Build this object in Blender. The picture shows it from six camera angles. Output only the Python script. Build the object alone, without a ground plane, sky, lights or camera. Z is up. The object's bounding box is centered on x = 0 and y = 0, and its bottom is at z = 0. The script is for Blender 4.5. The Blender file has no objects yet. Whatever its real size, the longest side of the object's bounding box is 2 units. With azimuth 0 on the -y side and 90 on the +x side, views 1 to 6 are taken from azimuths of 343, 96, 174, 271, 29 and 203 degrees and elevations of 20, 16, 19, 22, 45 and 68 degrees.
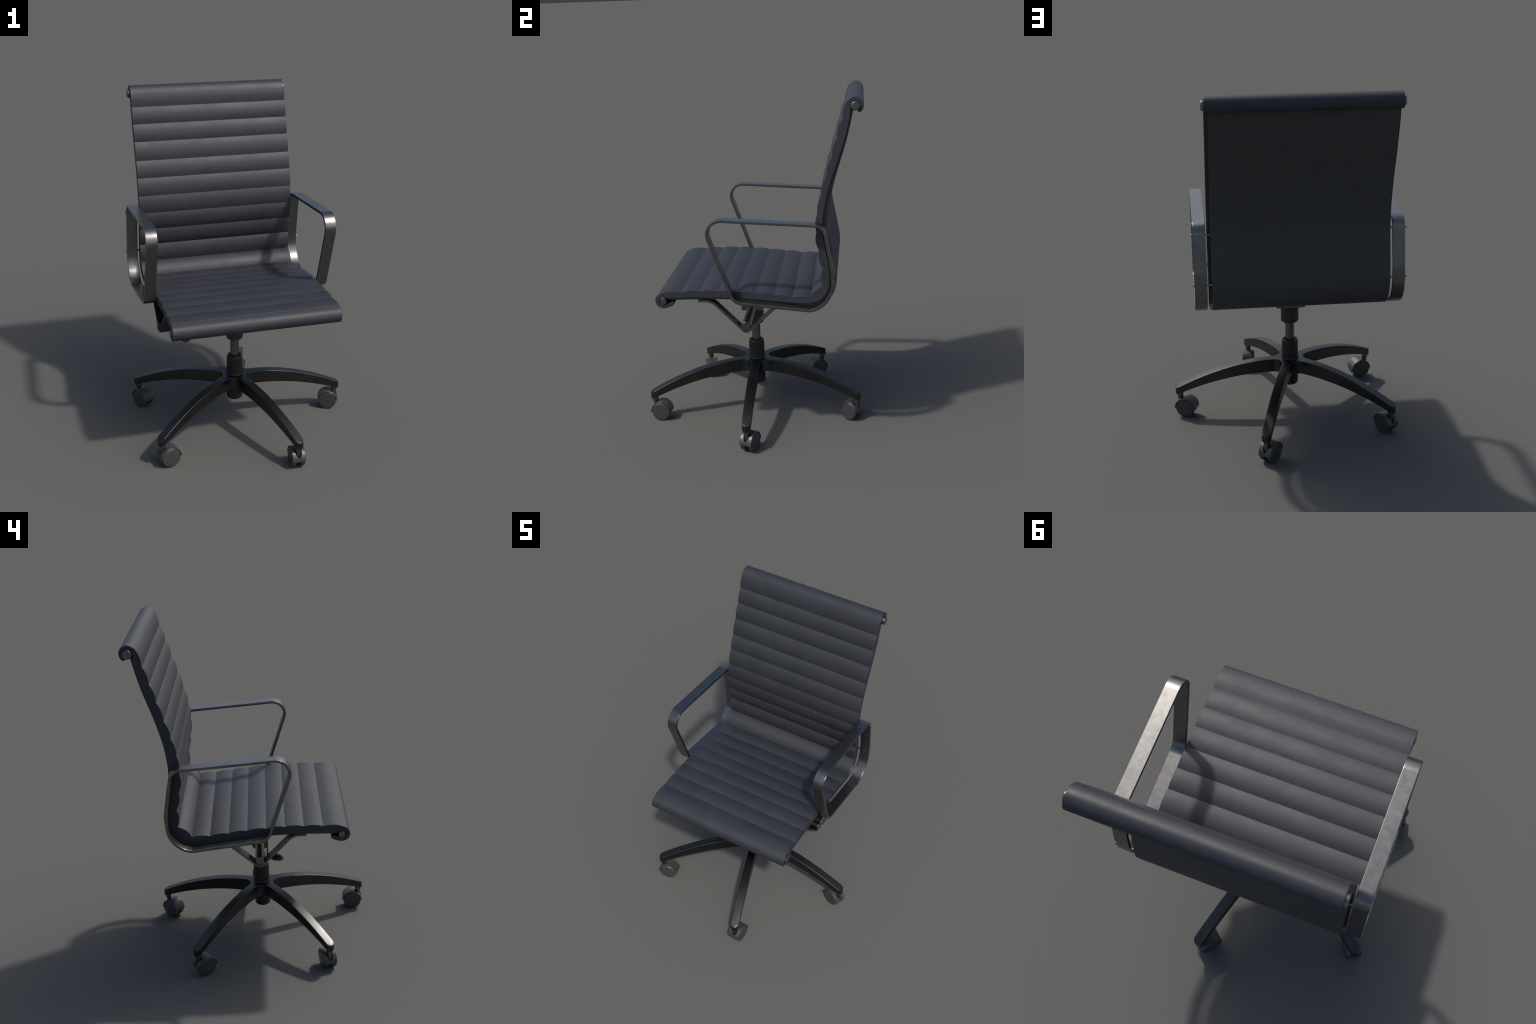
import bpy, bmesh, math
from mathutils import Vector, Matrix

# ------------------------------------------------------------------ frame
CX = -0.057            # plane of symmetry of the chair (x)
BY = -0.013            # axis of the swivel column (y)
HALF = 0.480           # half width of the cushion
ASM = Vector((CX, BY, 0.0))


# ------------------------------------------------------------------ materials
def new_mat(name):
    m = bpy.data.materials.new(name)
    m.use_nodes = True
    nt = m.node_tree
    bsdf = nt.nodes["Principled BSDF"]
    return m, nt, bsdf


def noise(nt, scale, detail=4.0, rough=0.5, stretch=None):
    tc = nt.nodes.new("ShaderNodeTexCoord")
    n = nt.nodes.new("ShaderNodeTexNoise")
    n.inputs["Scale"].default_value = scale
    n.inputs["Detail"].default_value = detail
    n.inputs["Roughness"].default_value = rough
    if stretch:
        mp = nt.nodes.new("ShaderNodeMapping")
        mp.inputs["Scale"].default_value = stretch
        nt.links.new(tc.outputs["Object"], mp.inputs["Vector"])
        nt.links.new(mp.outputs["Vector"], n.inputs["Vector"])
    else:
        nt.links.new(tc.outputs["Object"], n.inputs["Vector"])
    return n


def ramp(nt, src, stops):
    r = nt.nodes.new("ShaderNodeValToRGB")
    el = r.color_ramp.elements
    while len(el) < len(stops):
        el.new(0.5)
    for e, (p, c) in zip(el, stops):
        e.position = p
        e.color = (*c, 1.0) if len(c) == 3 else c
    nt.links.new(src, r.inputs["Fac"])
    return r


def grey(v):
    return (v, v, v)


def mat_leather():
    m, nt, b = new_mat("charcoal_leather")
    n = noise(nt, 9.0, 5.0, 0.55)
    r = ramp(nt, n.outputs["Fac"], [(0.3, (0.0205, 0.0235, 0.0325)), (0.7, (0.0255, 0.0285, 0.038))])  # base colour tinted blue to carry the sky light on the leather
    nt.links.new(r.outputs["Color"], b.inputs["Base Color"])
    r2 = ramp(nt, n.outputs["Fac"], [(0.3, grey(0.53)), (0.7, grey(0.62))])
    nt.links.new(r2.outputs["Color"], b.inputs["Roughness"])
    b.inputs["Specular IOR Level"].default_value = 0.58
    v = nt.nodes.new("ShaderNodeTexVoronoi")
    v.inputs["Scale"].default_value = 320.0
    tc = nt.nodes.new("ShaderNodeTexCoord")
    nt.links.new(tc.outputs["Object"], v.inputs["Vector"])
    bp = nt.nodes.new("ShaderNodeBump")
    bp.inputs["Strength"].default_value = 0.06
    bp.inputs["Distance"].default_value = 0.002
    nt.links.new(v.outputs["Distance"], bp.inputs["Height"])
    nt.links.new(bp.outputs["Normal"], b.inputs["Normal"])
    return m


def mat_fabric():
    m, nt, b = new_mat("black_backing_fabric")
    n = noise(nt, 14.0, 4.0)
    r = ramp(nt, n.outputs["Fac"], [(0.3, (0.046, 0.046, 0.045)), (0.7, (0.054, 0.053, 0.051))])
    nt.links.new(r.outputs["Color"], b.inputs["Base Color"])
    b.inputs["Roughness"].default_value = 0.62
    w = noise(nt, 500.0, 1.0)
    bp = nt.nodes.new("ShaderNodeBump")
    bp.inputs["Strength"].default_value = 0.08
    bp.inputs["Distance"].default_value = 0.001
    nt.links.new(w.outputs["Fac"], bp.inputs["Height"])
    nt.links.new(bp.outputs["Normal"], b.inputs["Normal"])
    return m


def mat_metal(name, lo, hi, r_lo, r_hi, scale=16.0, metallic=1.0):
    m, nt, b = new_mat(name)
    n = noise(nt, scale, 3.5, 0.55)
    r = ramp(nt, n.outputs["Fac"], [(0.32, lo), (0.66, hi)])
    nt.links.new(r.outputs["Color"], b.inputs["Base Color"])
    b.inputs["Metallic"].default_value = metallic
    n2 = noise(nt, scale * 2.3, 3.0, 0.55)
    r2 = ramp(nt, n2.outputs["Fac"], [(0.3, grey(r_lo)), (0.7, grey(r_hi))])
    nt.links.new(r2.outputs["Color"], b.inputs["Roughness"])
    return m


def mat_plastic(name, col, rough):
    m, nt, b = new_mat(name)
    n = noise(nt, 30.0, 4.0)
    r = ramp(nt, n.outputs["Fac"], [(0.3, tuple(c * 0.92 for c in col)), (0.7, tuple(c * 1.08 for c in col))])
    nt.links.new(r.outputs["Color"], b.inputs["Base Color"])
    b.inputs["Roughness"].default_value = rough
    return m


LEATHER = mat_leather()
FABRIC = mat_fabric()
STEEL = mat_metal("brushed_steel", (0.183, 0.183, 0.182), (0.224, 0.223, 0.221), 0.275, 0.335, 24.0)
DARKSTEEL = mat_metal("dull_steel", (0.16, 0.16, 0.158), (0.21, 0.21, 0.205), 0.30, 0.40)
BASEMETAL = mat_metal("black_coated_metal", (0.069, 0.069, 0.069), (0.083, 0.083, 0.082), 0.36, 0.41, 8.0)
BLACK = mat_plastic("black_plastic", (0.014, 0.014, 0.014), 0.42)
COLLAR = mat_plastic("charcoal_plastic", (0.032, 0.032, 0.032), 0.5)
GREYPL = mat_plastic("grey_caster_plastic", (0.047, 0.047, 0.046), 0.42)
HOODMETAL = mat_metal("caster_hood_metal", (0.070, 0.070, 0.070), (0.088, 0.088, 0.087), 0.38, 0.44, 16.0, 0.45)


# ------------------------------------------------------------------ helpers
def finish(name, bm, mat, parent=None, angle=35.0, smooth=True):
    bmesh.ops.recalc_face_normals(bm, faces=bm.faces[:])
    me = bpy.data.meshes.new(name)
    bm.to_mesh(me)
    bm.free()
    me.materials.append(mat)
    if smooth:
        for p in me.polygons:
            p.use_smooth = True
        me.set_sharp_from_angle(angle=math.radians(angle))
    ob = bpy.data.objects.new(name, me)
    bpy.context.scene.collection.objects.link(ob)
    if parent:
        ob.parent = parent
    if smooth:                              # flats stay flat, only the rounded edges turn
        wn = ob.modifiers.new("flat_faces", 'WEIGHTED_NORMAL')
        wn.mode = 'FACE_AREA'
        wn.weight = 70
        wn.keep_sharp = True
    return ob


def duplicate(ob, parent, matrix=None):
    c = ob.copy()
    bpy.context.scene.collection.objects.link(c)
    c.parent = parent
    if matrix is not None:
        c.matrix_basis = matrix
    return c


def lathe(bm, profile, axis_m=Matrix.Identity(4), seg=48):
    """profile: list of (radius, height) spun about local z; closed at ends when radius is 0"""
    rings = []
    for r, h in profile:
        if r < 1e-6:
            rings.append([bm.verts.new(axis_m @ Vector((0, 0, h)))])
        else:
            rings.append([bm.verts.new(axis_m @ Vector((r * math.cos(2 * math.pi * i / seg),
                                                        r * math.sin(2 * math.pi * i / seg), h)))
                          for i in range(seg)])
    for a, b in zip(rings, rings[1:]):
        for i in range(seg):
            j = (i + 1) % seg
            if len(a) == 1 and len(b) == 1:
                continue
            if len(a) == 1:
                bm.faces.new((a[0], b[i], b[j]))
            elif len(b) == 1:
                bm.faces.new((a[i], b[0], a[j]))
            else:
                bm.faces.new((a[i], b[i], b[j], a[j]))


def drum(r, h0, h1, bev=0.003, n=3):
    """profile of a cylinder with rounded rims"""
    p = [(0, h0)]
    for k in range(n + 1):
        a = math.pi / 2 * k / n
        p.append((r - bev + bev * math.sin(a), h0 + bev - bev * math.cos(a)))
    for k in range(n + 1):
        a = math.pi / 2 * k / n
        p.append((r - bev + bev * math.cos(a), h1 - bev + bev * math.sin(a)))
    p.append((0, h1))
    return p


ALONG_X = Matrix.Rotation(math.pi / 2, 4, 'Y')      # local z -> world x


def box(bm, lo, hi):
    vs = [bm.verts.new((x, y, z)) for x in (lo[0], hi[0]) for y in (lo[1], hi[1]) for z in (lo[2], hi[2])]
    for f in ((0, 1, 3, 2), (4, 6, 7, 5), (0, 4, 5, 1), (2, 3, 7, 6), (0, 2, 6, 4), (1, 5, 7, 3)):
        bm.faces.new([vs[i] for i in f])


def catmull(pts, n=6):
    out = []
    P = [Vector(p) for p in pts]
    for i in range(len(P) - 1):
        p0 = P[i - 1] if i else P[i] * 2 - P[i + 1]
        p1, p2 = P[i], P[i + 1]
        p3 = P[i + 2] if i + 2 < len(P) else P[i + 1] * 2 - P[i]
        # centripetal tangents keep the curve from overshooting on uneven spacing
        t0, t1, t2 = [max((b - a).length, 1e-6) ** 0.5 for a, b in ((p0, p1), (p1, p2), (p2, p3))]
        m1 = (p2 - p1) + t1 * ((p1 - p0) / t0 - (p2 - p0) / (t0 + t1))
        m2 = (p2 - p1) + t1 * ((p3 - p2) / t2 - (p3 - p1) / (t1 + t2))
        for k in range(n):
            t = k / n
            out.append((2 * t ** 3 - 3 * t * t + 1) * p1 + (t ** 3 - 2 * t * t + t) * m1
                       + (-2 * t ** 3 + 3 * t * t) * p2 + (t ** 3 - t * t) * m2)
    out.append(P[-1])
    return out


def fillet_path(corners, closed, seg=12):
    """corners: (y, z, tangent length).  Straight runs joined by round bends."""
    n = len(corners)
    out = []
    for i, (y, z, tl) in enumerate(corners):
        c = Vector((y, z))
        if tl == 0 or (not closed and i in (0, n - 1)):
            out.append(c)
            continue
        a = Vector(corners[i - 1][:2])
        b = Vector(corners[(i + 1) % n][:2])
        da, db = (a - c).normalized(), (b - c).normalized()
        half = math.acos(max(-1, min(1, da.dot(db)))) / 2
        r = tl * math.tan(half)
        cen = c + (da + db).normalized() * (r / math.sin(half))
        s, e = c + da * tl - cen, c + db * tl - cen
        ang = s.angle_signed(e)
        for k in range(seg + 1):
            q = Matrix.Rotation(-ang * k / seg, 2) @ s
            out.append(cen + q)
    return out


def band(bm, path, thick, x0, x1, closed, edge=0.0025, inward=1.0):
    """sweep of a flat bar (width along x) whose outer face follows path in the y-z plane"""
    n = len(path)
    rings = []
    for i, p in enumerate(path):
        a = path[i - 1] if (i or closed) else p
        b = path[(i + 1) % n] if (i < n - 1 or closed) else p
        d1 = (p - a).normalized() if (p - a).length > 1e-9 else None
        d2 = (b - p).normalized() if (b - p).length > 1e-9 else None
        d1 = d1 or d2
        d2 = d2 or d1
        t = (d1 + d2).normalized()
        nor = Vector((-t.y, t.x)) * inward / max(0.5, t.dot(d1))
        sect = []
        for k in range(3):
            q = math.pi / 4 * k
            sect.append((x0 + edge * (1 - math.sin(q)), edge * (1 - math.cos(q))))
        sect = [(x0 + edge * (1 - math.sin(q)), edge * (1 - math.cos(q))) for q in (0, math.pi / 4, math.pi / 2)]
        sect += [(x0 + edge * (1 - math.sin(q)), thick - edge * (1 - math.cos(q))) for q in (math.pi / 2, math.pi / 4, 0)]
        sect += [(x0 + x1 - x, d) for x, d in reversed(sect)]
        rings.append([bm.verts.new((x, p.x + nor.x * d, p.y + nor.y * d)) for x, d in sect])
    m = len(rings[0])
    pairs = list(zip(rings, rings[1:])) + ([(rings[-1], rings[0])] if closed else [])
    for a, b in pairs:
        for i in range(m):
            j = (i + 1) % m
            bm.faces.new((a[i], a[j], b[j], b[i]))
    if not closed:
        bm.faces.new(rings[0][::-1])
        bm.faces.new(rings[-1])


# ------------------------------------------------------------------ chair root
chair = bpy.data.objects.new("office_chair", None)
bpy.context.scene.collection.objects.link(chair)
chair["label"] = "black ribbed leather office chair with steel arms on casters"
chair["category"] = "office chair"

# ------------------------------------------------------------------ cushion profile (y, z)
# stitched valleys between the ribs, seat front to headrest
VALLEYS = [(-0.3805, 0.915), (-0.2725, 0.9185), (-0.167, 0.9195), (-0.060, 0.914), (0.046, 0.9045),
           (0.151, 0.8935), (0.2585, 0.8815), (0.3597, 0.8797), (0.434, 0.9455), (0.434, 1.052),
           (0.414, 1.156), (0.402, 1.261), (0.4095, 1.3665), (0.4335, 1.4715), (0.462, 1.572),
           (0.494, 1.6805), (0.5235, 1.782), (0.552, 1.880)]
BEND = 8                                   # valley where the seat turns into the backrest
FRONT_ROLL = [(-0.424, 0.853), (-0.426, 0.839), (-0.434, 0.832), (-0.457, 0.822), (-0.484, 0.8165), (-0.508, 0.822),
              (-0.526, 0.838), (-0.5325, 0.860), (-0.528, 0.880), (-0.516, 0.897), (-0.491, 0.911),
              (-0.460, 0.919), (-0.430, 0.9215), (-0.404, 0.919), (-0.3805, 0.915)]
TOP_ROLL = [(0.552, 1.880), (0.5535, 1.905), (0.5590, 1.935), (0.574, 1.970), (0.594, 1.991), (0.622, 2.0),
            (0.648, 1.992), (0.664, 1.973), (0.668, 1.951), (0.662, 1.931), (0.647, 1.917), (0.638, 1.919), (0.635, 1.925)]
INNER = [(-0.424, 0.853), (-0.440, 0.851), (-0.466, 0.842), (-0.485, 0.8365), (-0.502, 0.845), (-0.508, 0.860),
         (-0.501, 0.873), (-0.485, 0.8785), (-0.461, 0.8775), (-0.40, 0.8795), (-0.34, 0.882), (-0.217, 0.882), (-0.101, 0.879),
         (0.002, 0.872), (0.16, 0.858), (0.28, 0.8475), (0.325, 0.845), (0.37, 0.8485), (0.407, 0.863), (0.440, 0.890),
         (0.461, 0.923), (0.470, 0.960), (0.4715, 0.998), (0.464, 1.072), (0.450, 1.150), (0.439, 1.220),
         (0.4345, 1.270), (0.437, 1.326), (0.445, 1.385), (0.460, 1.458), (0.490, 1.560), (0.527, 1.664),
         (0.552, 1.740), (0.571, 1.803), (0.587, 1.870), (0.597, 1.932), (0.596, 1.951), (0.602, 1.967),
         (0.614, 1.976), (0.630, 1.976), (0.643, 1.968), (0.649, 1.952), (0.645, 1.937), (0.635, 1.925)]


def rib_arc(a, b, h, n=12):
    a, b = Vector(a), Vector(b)
    d = b - a
    nor = Vector((-d.y, d.x)).normalized()
    out = []
    for k in range(n + 1):
        t = k / n
        out.append(a + d * t + nor * h * (1 - abs(2 * t - 1) ** 2.1))
    return out


segments = []                              # outer skin of each rib
front = catmull(FRONT_ROLL, 5)
# fine step modelled for the thin light line across the front roll; skin ahead sits lower
CREASE_Y, DROP = -0.482, 0.0010
stepped = []
for p in front:
    if p.y > 0.885 and p.x < CREASE_Y:
        p = p - Vector((0.0, DROP * max(0.0, 1 - (CREASE_Y - p.x) / 0.035)))
    elif stepped and stepped[-1].x < CREASE_Y <= p.x and p.y > 0.9:
        low = stepped[-1].lerp(p, 0.5)
        stepped += [Vector((CREASE_Y - 0.0004, low.y - DROP * 0.45)), Vector((CREASE_Y + 0.0004, low.y + DROP * 0.55))]
    stepped.append(p)
front = stepped
segments.append(front)
for i in range(len(VALLEYS) - 1):
    h = 0.0080 if i < 7 else 0.0094
    if i == 7:
        h = 0.0135                         # wide rib in the corner
    if i in (8, 9, 10):
        h = 0.0120
    segments.append(rib_arc(VALLEYS[i], VALLEYS[i + 1], h))
segments.append(catmull(TOP_ROLL, 5))
inner = catmull(INNER, 6)


def nearest(curve, p, lo):
    best = min(range(lo, len(curve)), key=lambda k: (curve[k] - Vector(p)).length)
    return best


# cut the underside at the same places as the stitched valleys
cuts = [0]
for k, v in enumerate(VALLEYS):
    lo = 40 if k < len(VALLEYS) else 0
    cand = [i for i in range(cuts[-1] + 1, len(inner) - 30) if i >= 48]
    cuts.append(min(cand, key=lambda i: (inner[i] - Vector(v)).length))
cuts.append(len(inner) - 1)

# outward normals of the whole outline so that neighbouring ribs meet exactly
full_outer = []
for s in segments:
    full_outer += s if not full_outer else s[1:]


def normals(curve, flip):
    out = []
    for i, p in enumerate(curve):
        a = curve[max(i - 1, 0)]
        b = curve[min(i + 1, len(curve) - 1)]
        t = (b - a).normalized()
        out.append(Vector((-t.y, t.x)) * flip)
    return out


outer_n = normals(full_outer, 1.0)
inner_n = normals(inner, -1.0)
EDGE = 0.0022


def resample(lo, hi, like):
    """points and normals on the underside spaced in step with the rib's outer skin"""
    def lengths(c):
        acc = [0.0]
        for a, b in zip(c, c[1:]):
            acc.append(acc[-1] + (b - a).length)
        return [v / acc[-1] for v in acc]
    part, pn = inner[lo:hi + 1], inner_n[lo:hi + 1]
    acc = lengths(part)
    out = []
    for t in lengths(like):
        k = max(i for i in range(len(acc) - 1) if acc[i] <= t + 1e-9)
        f = min(1.0, (t - acc[k]) / max(acc[k + 1] - acc[k], 1e-9))
        out.append((part[k].lerp(part[k + 1], f), pn[k].lerp(pn[k + 1], f)))
    return out


def make_rib(idx, name, parent):
    start = sum(len(s) - 1 for s in segments[:idx])
    o_idx = range(start, start + len(segments[idx]))
    under = resample(cuts[idx], cuts[idx + 1], full_outer[o_idx[0]:o_idx[-1] + 1])
    bm = bmesh.new()

    def column(x, inset):
        o = [bm.verts.new((x, full_outer[i].x - outer_n[i].x * inset, full_outer[i].y - outer_n[i].y * inset)) for i in o_idx]
        n = [bm.verts.new((x, p.x - q.x * inset * 0.5, p.y - q.y * inset * 0.5)) for p, q in under]
        return o, n

    cols = []
    for q in (0, 1, 2, 3):
        a = math.pi / 2 * q / 3
        cols.append((HALF - EDGE + EDGE * math.cos(a), EDGE * 0.8 * (1 - math.sin(a))))
    xs = [(CX + x, e) for x, e in cols] + [(CX - x, e) for x, e in reversed(cols)]
    built = [column(x, e) for x, e in xs]
    for (o1, n1), (o2, n2) in zip(built, built[1:]):
        for i in range(len(o1) - 1):
            bm.faces.new((o1[i], o1[i + 1], o2[i + 1], o2[i]))
        for i in range(len(n1) - 1):
            bm.faces.new((n1[i], n2[i], n2[i + 1], n1[i + 1]))
    for o, n in (built[0], built[-1]):
        for i in range(len(o) - 1):
            bm.faces.new((o[i], o[i + 1], n[i + 1], n[i]))
    return finish(name, bm, LEATHER, parent, 28)


# ------------------------------------------------------------------ dark backing panels under / behind the ribs
PANEL = [(-0.461, 0.862), (-0.405, 0.8615), (-0.28, 0.8655), (-0.18, 0.866), (-0.097, 0.8635), (0.0, 0.857),
         (0.16, 0.8395), (0.279, 0.8245), (0.34, 0.8175), (0.392, 0.8210), (0.432, 0.8385), (0.468, 0.868),
         (0.493, 0.902), (0.506, 0.943), (0.511, 0.975), (0.509, 1.012), (0.495, 1.094), (0.478, 1.188),
         (0.4665, 1.235), (0.462, 1.275), (0.464, 1.310), (0.475, 1.415), (0.4945, 1.504), (0.5235, 1.607),
         (0.5545, 1.702), (0.5835, 1.803), (0.6105, 1.925)]


def spaced(curve, fractions):
    acc = [0.0]
    for a, b in zip(curve, curve[1:]):
        acc.append(acc[-1] + (b - a).length)
    out = []
    for t in fractions:
        t *= acc[-1]
        k = max(i for i in range(len(acc) - 1) if acc[i] <= t + 1e-9)
        out.append(curve[k].lerp(curve[k + 1], min(1.0, (t - acc[k]) / max(acc[k + 1] - acc[k], 1e-9))))
    return out


def panel(name, lo, hi):
    """stretch lo..hi of the dark shell that follows the underside of the cushion"""
    bm = bmesh.new()
    wl, w = HALF - 0.010, HALF - 0.019
    c = 0.0018
    rings = []
    for i in range(lo, hi + 1):
        p, q = inner[i] + inner_n[i] * 0.0004, shell[i - first]
        d = (p - q).normalized() * c
        sect = [(-wl, p), (-wl, q + d), (-wl + c * 0.3, q + d * 0.3), (-wl + c, q), (w - c, q), (w - c * 0.3, q + d * 0.3), (w, q + d), (w, p)]
        rings.append([bm.verts.new((CX + x, v.x, v.y)) for x, v in sect])
    m = len(rings[0])
    for a, b in zip(rings, rings[1:]):
        for i in range(m):
            j = (i + 1) % m
            bm.faces.new((a[i], a[j], b[j], b[i]))
    if lo == first:
        bm.faces.new(rings[0])
    if hi == last:
        bm.faces.new(rings[-1][::-1])
    return finish(name, bm, FABRIC, chair, 35)


first = min(range(len(inner)), key=lambda i: (inner[i] - Vector((-0.461, 0.8775))).length)
last = min(range(len(inner)), key=lambda i: (inner[i] - Vector((0.597, 1.932))).length)
mid = cuts[BEND + 1]
_acc = [0.0]
for i in range(first, last):
    _acc.append(_acc[-1] + (inner[i + 1] - inner[i]).length)
shell = spaced(catmull(PANEL, 8), [v / _acc[-1] for v in _acc])
for _ in range(8):                          # relax so that the shell shades as one even sweep
    shell = [shell[0]] + [shell[i] * 0.5 + (shell[i - 1] + shell[i + 1]) * 0.25 for i in range(1, len(shell) - 1)] + [shell[-1]]
seat = panel("seat", first, mid)
backrest = panel("backrest", mid, last)
for i in range(len(segments)):
    make_rib(i, "padded_rib", seat if i <= BEND else backrest)

# ------------------------------------------------------------------ roller bars inside the two rolled ends
def rod_x(name, y, z, r, half, mat, parent, bev=0.003, shoulder=None):
    bm = bmesh.new()
    m = Matrix.Translation((CX, y, z)) @ ALONG_X
    lathe(bm, drum(r, -half, half, bev), m, 40)
    return finish(name, bm, mat, parent, 40)


rod_x("roller_bar", 0.6225, 1.9515, 0.0252, HALF + 0.0135, STEEL, backrest, 0.004)
rod_x("roller_bar", -0.485, 0.8585, 0.0195, HALF + 0.0045, STEEL, seat, 0.0025)

# ------------------------------------------------------------------ armrests: closed loops of flat steel bar
HEEL = [(0.350, 0.8155), (0.362, 0.8155), (0.400, 0.826), (0.432, 0.8455), (0.460, 0.872), (0.479, 0.902),
        (0.490, 0.930), (0.4962, 0.965), (0.4972, 1.005), (0.4925, 1.065)]
ARM = [(-0.251, 1.3600, 0.132), (-0.0755, 0.8625, 0.050), (0.350, 0.8155, 0), (0.4925, 1.065, 0), (0.450, 1.3165, 0.056)]
arm_path = fillet_path(ARM, True, 14)
k = min(range(len(arm_path)), key=lambda i: (arm_path[i] - Vector(HEEL[0])).length)
arm_path = arm_path[:k] + catmull(HEEL, 4) + arm_path[k + 2:]
PINS = [(0.4505, 1.260), (0.4915, 1.000)]
for s in (1, -1):
    bm = bmesh.new()
    xa, xb = sorted((CX + s * 0.487, CX + s * 0.553))
    band(bm, arm_path, 0.0165, xa, xb, True, 0.003)
    arm = finish("armrest", bm, STEEL, chair, 30)
    for y, z in PINS:
        bm = bmesh.new()
        m = Matrix.Translation((CX, y, z)) @ (ALONG_X if s > 0 else Matrix.Rotation(-math.pi / 2, 4, 'Y'))
        lathe(bm, drum(0.0055, 0.4575, 0.5605, 0.0012, 2), m, 16)
        finish("screw", bm, STEEL, arm, 40)

# ------------------------------------------------------------------ V-shaped carrier straps and cross rod
PY, PZ = -0.016, 0.7045
STRAP = [(-0.287, 0.8465, 0), (-0.2135, 0.8465, 0.036), (PY, 0.6475, 0.030), (0.190, 0.8325, 0.036), (0.275, 0.8235, 0)]
strap_path = fillet_path(STRAP, False, 10)
for s in (1, -1):
    bm = bmesh.new()
    xa, xb = sorted((CX + s * 0.395, CX + s * 0.461))
    band(bm, strap_path, 0.0125, xa, xb, False, 0.0025)
    finish("carrier_strap", bm, STEEL, chair, 30)
bm = bmesh.new()
prof = drum(0.0262, -0.469, 0.469, 0.003)
lathe(bm, prof, Matrix.Translation((CX, PY, PZ)) @ ALONG_X, 40)
finish("cross_rod", bm, STEEL, chair, 40)

# ------------------------------------------------------------------ tilt mechanism, lever
bm = bmesh.new()
box(bm, (CX - 0.083, -0.088, 0.667), (CX + 0.083, 0.043, 0.698))
bmesh.ops.bevel(bm, geom=bm.edges[:], offset=0.003, segments=2, affect='EDGES')
plate = finish("tilt_mechanism", bm, DARKSTEEL, chair, 35)
bm = bmesh.new()
lathe(bm, [(0, 0.564), (0.036, 0.564), (0.044, 0.566), (0.0495, 0.571), (0.0515, 0.579), (0.0515, 0.669), (0, 0.669)],
      Matrix.Translation((CX, BY, 0)), 56)
finish("collar", bm, COLLAR, plate, 40)
bm = bmesh.new()
lathe(bm, drum(0.0055, 0.075, 0.345, 0.001, 2),
      Matrix.Translation((CX, -0.060, 0.654)) @ Matrix.Rotation(-math.pi / 2, 4, 'Y'), 16)
lever = finish("height_lever", bm, DARKSTEEL, chair, 40)
bm = bmesh.new()
prof = []
for k in range(9):                          # pill-shaped grip
    a = -math.pi / 2 + math.pi * k / 8
    prof.append((0.030 * math.cos(a) + (0.008 if abs(a) < 1.5 else 0.0), 0.013 * math.sin(a)))
prof[0] = (0, -0.013)
prof[-1] = (0, 0.013)
lathe(bm, prof, Matrix.Translation((CX - 0.326, -0.104, 0.657)) @ Matrix.Rotation(math.radians(16), 4, 'X')
      @ Matrix.Diagonal((1.0, 1.36, 1.15, 1.0)), 40)
finish("lever_paddle", bm, BLACK, lever, 50)

# ------------------------------------------------------------------ column
bm = bmesh.new()
lathe(bm, drum(0.0262, 0.43, 0.60, 0.001), Matrix.Translation((CX, BY, 0)), 48)
finish("gas_lift", bm, DARKSTEEL, chair, 40)
bm = bmesh.new()
lathe(bm, [(0, 0.167), (0.030, 0.167), (0.040, 0.169), (0.046, 0.175), (0.0485, 0.184), (0.0485, 0.327),
           (0.0525, 0.329), (0.0530, 0.334), (0.0515, 0.339), (0.0488, 0.343),
           (0.0478, 0.442), (0.0465, 0.449), (0.0435, 0.4535), (0.040, 0.4545), (0.0345, 0.4535), (0.031, 0.446), (0.0275, 0.441), (0, 0.440)],
      Matrix.Translation((CX, BY, 0)), 64)
base = finish("star_base", bm, BLACK, chair, 38)

# ------------------------------------------------------------------ five arched legs
W = 0.0258                                  # half width
NOTCH = 0.078                               # reach of the web between two legs
D = (NOTCH - W) / (1 - math.sin(math.radians(36)))
RF = D - NOTCH
R_END = 0.657                               # centre of the rounded tip


def z_top(r):
    return 0.3345 - 0.4276 * max(0.0, r - 0.1) ** 1.858


def z_bot(r):
    return 0.2545 - 0.351 * max(0.0, r - 0.1) ** 2.0


outline = []                                # right-hand half outline (along, across, nx, ny, spine x)
fc = Vector((D * math.cos(math.radians(36)), D * math.sin(math.radians(36))))
for k in range(13):                         # concave fillet from the notch to the straight flank
    a = math.radians(216 + 54 * k / 12)
    p = fc + RF * Vector((math.cos(a), math.sin(a)))
    outline.append((p.x, p.y, -math.cos(a), -math.sin(a), 0.085 * (k / 12) ** 1.2 + (p.x - 0.085) * (k / 12) ** 3))
x_start = outline[-1][0]
for k in range(1, 27):
    x = x_start + (R_END - x_start) * k / 26
    outline.append((x, W, 0.0, 1.0, x))
for k in range(1, 11):
    a = math.pi / 2 * (1 - k / 10)
    x = R_END + W * math.cos(a)
    outline.append((x, max(W * math.sin(a), 0.00005), math.cos(a), math.sin(a), x))


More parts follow.
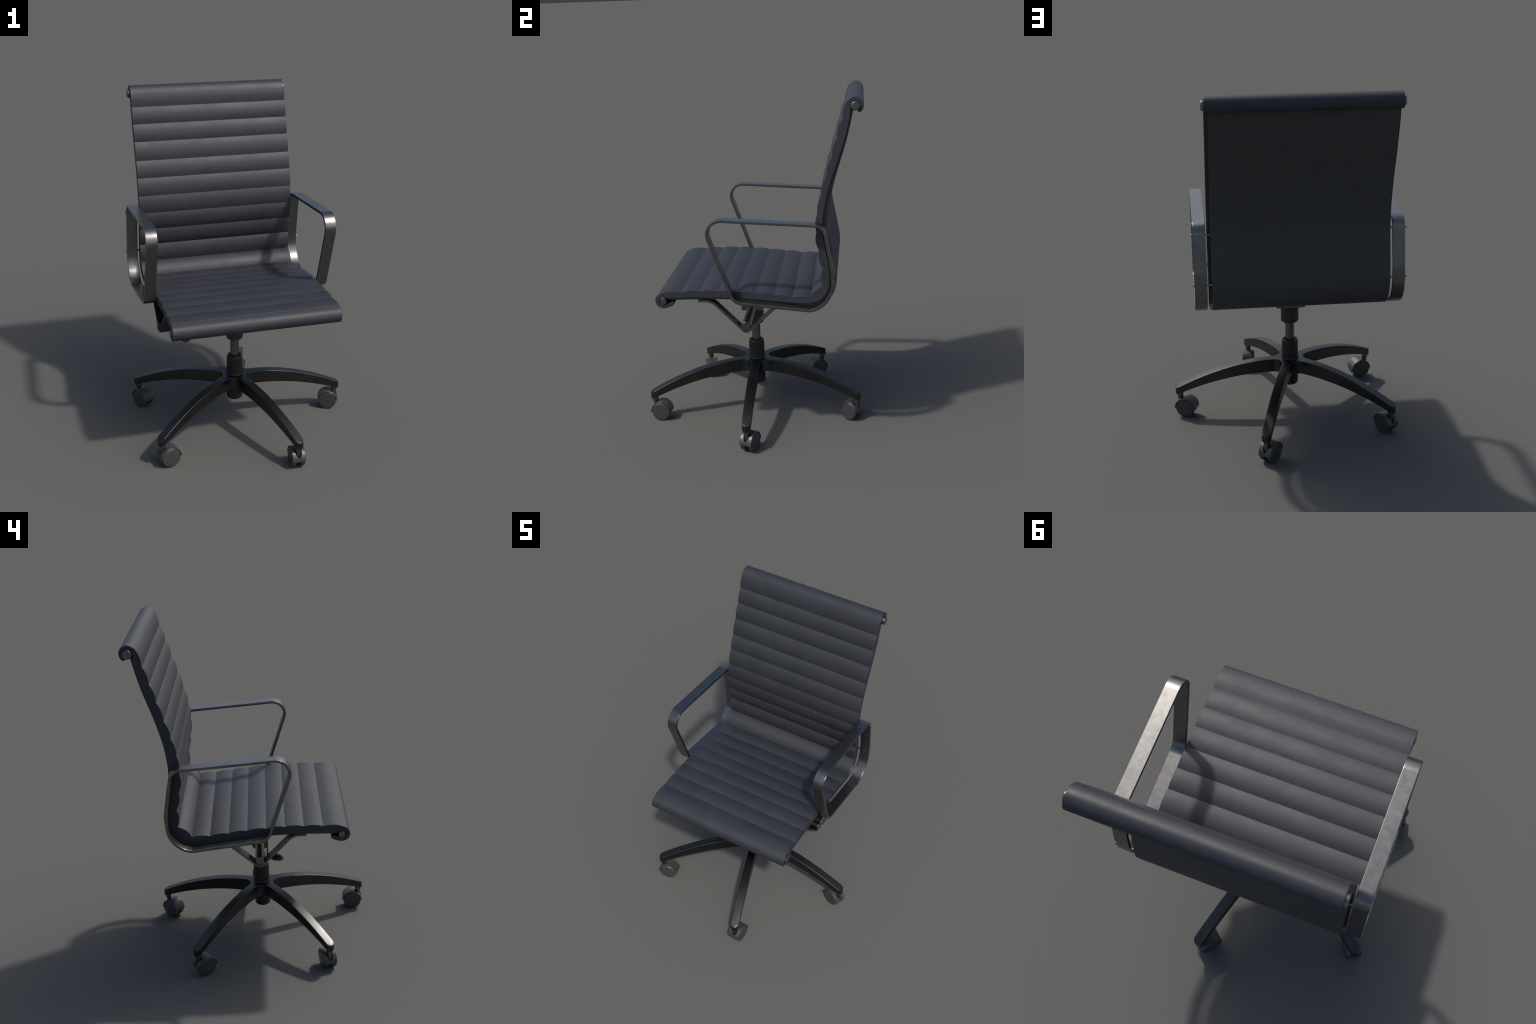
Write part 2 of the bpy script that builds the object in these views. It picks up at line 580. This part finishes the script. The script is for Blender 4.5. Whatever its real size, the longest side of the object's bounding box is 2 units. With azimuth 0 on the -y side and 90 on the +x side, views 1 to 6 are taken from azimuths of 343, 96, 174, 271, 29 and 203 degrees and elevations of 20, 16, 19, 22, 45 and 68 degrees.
def leg_mesh():
    bm = bmesh.new()
    bev = 0.0027
    rings = []
    for x, y, nx, ny, sx in outline:
        half = []                           # from spine on top, outwards, round the edge, down, to spine below
        lim = min(bev, y * 0.98) if x > R_END else bev
        ix, iy = x - nx * lim, y - ny * lim
        for t in (0.0, 0.5):
            px, py = sx + (ix - sx) * t, iy * t
            half.append((px, py, z_top(math.hypot(px, py))))
        zt = z_top(math.hypot(x, y))
        for q in range(4):
            a = math.pi / 2 * q / 3
            off = lim * (1 - math.sin(a))
            half.append((x - nx * off, y - ny * off, zt - bev * (1 - math.cos(a))))
        zb = z_bot(math.hypot(x, y))
        half.append((x, y, zb + 0.003))
        half.append((x - nx * min(0.003, lim), y - ny * min(0.003, lim), zb))
        half.append((sx, 0.0, z_bot(sx)))
        other = [(a, -b, c) for a, b, c in half[-2:0:-1]]
        rings.append([bm.verts.new(p) for p in half + other])
    m = len(rings[0])
    for a, b in zip(rings, rings[1:]):
        for i in range(m):
            j = (i + 1) % m
            bm.faces.new((a[i], a[j], b[j], b[i]))
    bm.faces.new(rings[-1])
    bmesh.ops.remove_doubles(bm, verts=bm.verts[:], dist=0.00002)
    return bm


leg0 = finish("leg", leg_mesh(), BASEMETAL, base, 40)
leg0.matrix_basis = Matrix.Translation(ASM)
for k in range(1, 5):
    duplicate(leg0, base, Matrix.Translation(ASM) @ Matrix.Rotation(math.radians(72 * k), 4, 'Z'))

# ------------------------------------------------------------------ twin-wheel casters
WR = 0.0565                                 # wheel radius
HR = 0.0635                                 # hood radius
AX = math.radians(68.5)                     # heading of the axle against the leg
CEN = Vector((0.620, 0.0145, WR))
STEM = Vector((0.657, 0.0, 0.0))
TO_AXLE = Matrix.Translation(CEN) @ Matrix.Rotation(AX, 4, 'Z') @ ALONG_X     # local z -> axle


def hood_mesh():
    """half-round mudguard over both wheels, with a pocket cut for the stem"""
    bm = bmesh.new()
    hw = 0.0385
    t = 0.0045
    seg = 30
    rings = []
    for k in range(seg + 1):
        a = math.radians(-4 + 186 * k / seg)
        ca, sa = math.cos(a), math.sin(a)
        sec = [(-hw, HR - 0.0015), (-hw + 0.002, HR), (hw - 0.002, HR), (hw, HR - 0.0015), (hw, HR - t),
               (0.0105, HR - t), (0.0105, 0.020), (-0.0105, 0.020), (-0.0105, HR - t), (-hw, HR - t)]
        rings.append([bm.verts.new((-w, 0, 0)) for w, r in sec])
        for v, (w, r) in zip(rings[-1], sec):
            v.co = Vector((w, -r * ca, r * sa))     # axle along x, front of hood towards -y
    m = len(rings[0])
    for a, b in zip(rings, rings[1:]):
        for i in range(m):
            j = (i + 1) % m
            bm.faces.new((a[i], a[j], b[j], b[i]))
    bm.faces.new(rings[0][::-1])
    bm.faces.new(rings[-1])
    bmesh.ops.recalc_face_normals(bm, faces=bm.faces[:])
    return bm


def boolean_cut(bm_a, bm_b):
    obs = []
    for b in (bm_a, bm_b):
        me = bpy.data.meshes.new("tmp")
        b.to_mesh(me)
        b.free()
        o = bpy.data.objects.new("tmp", me)
        bpy.context.scene.collection.objects.link(o)
        obs.append(o)
    md = obs[0].modifiers.new("cut", 'BOOLEAN')
    md.operation = 'DIFFERENCE'
    md.object = obs[1]
    md.solver = 'EXACT'
    dg = bpy.context.evaluated_depsgraph_get()
    me = bpy.data.meshes.new_from_object(obs[0].evaluated_get(dg))
    out = bmesh.new()
    out.from_mesh(me)
    bpy.data.meshes.remove(me)
    for o in obs:
        me = o.data
        bpy.data.objects.remove(o)
        bpy.data.meshes.remove(me)
    return out


def caster_parts():
    place = Matrix.Translation(CEN) @ Matrix.Rotation(AX, 4, 'Z')
    # where the stem stands in the hood's own frame (axle = x, front = -y)
    inv = place.inverted()
    st = inv @ Vector((STEM.x, STEM.y, 0))
    cut = bmesh.new()
    lathe(cut, [(0, 0.014), (0.006, 0.014), (0.0255, 0.056), (0.0265, 0.09), (0, 0.09)],
          Matrix.Translation((st.x, st.y - 0.012, 0)) @ Matrix.Diagonal((0.95, 1.25, 1, 1)), 32)
    bmesh.ops.recalc_face_normals(cut, faces=cut.faces[:])
    bm = boolean_cut(hood_mesh(), cut)
    bm.transform(place)
    hood = finish("caster", bm, HOODMETAL, base, 35)
    # two wheels
    wheels = []
    for s in (1, -1):
        bm = bmesh.new()
        prof = [(0, 0.012), (WR - 0.010, 0.012), (WR - 0.004, 0.013), (WR - 0.001, 0.0155), (WR, 0.019), (WR, 0.0330),
                (WR - 0.0008, 0.0362), (WR - 0.0032, 0.0385), (WR - 0.006, 0.0396), (0, 0.0400)]
        m = TO_AXLE @ (Matrix.Identity(4) if s > 0 else Matrix.Rotation(math.pi, 4, 'X'))
        lathe(bm, prof, m, 48)
        wheels.append(finish("wheel", bm, GREYPL, hood, 40))
    bm = bmesh.new()
    lathe(bm, [(0, 0.050), (0.0085, 0.052), (0.0140, 0.078), (0.0140, 0.1205), (0.0172, 0.1215), (0.0178, 0.1235), (0.0178, 0.150), (0, 0.150)],
          Matrix.Translation((STEM.x - 0.001, STEM.y, 0)), 32)
    stem = finish("stem", bm, DARKSTEEL, hood, 40)
    return hood, wheels + [stem]


hood0, parts0 = caster_parts()
hood0.matrix_basis = Matrix.Translation(ASM)
for k in range(1, 5):
    h = duplicate(hood0, base, Matrix.Translation(ASM) @ Matrix.Rotation(math.radians(72 * k), 4, 'Z'))
    for p in parts0:
        duplicate(p, h)
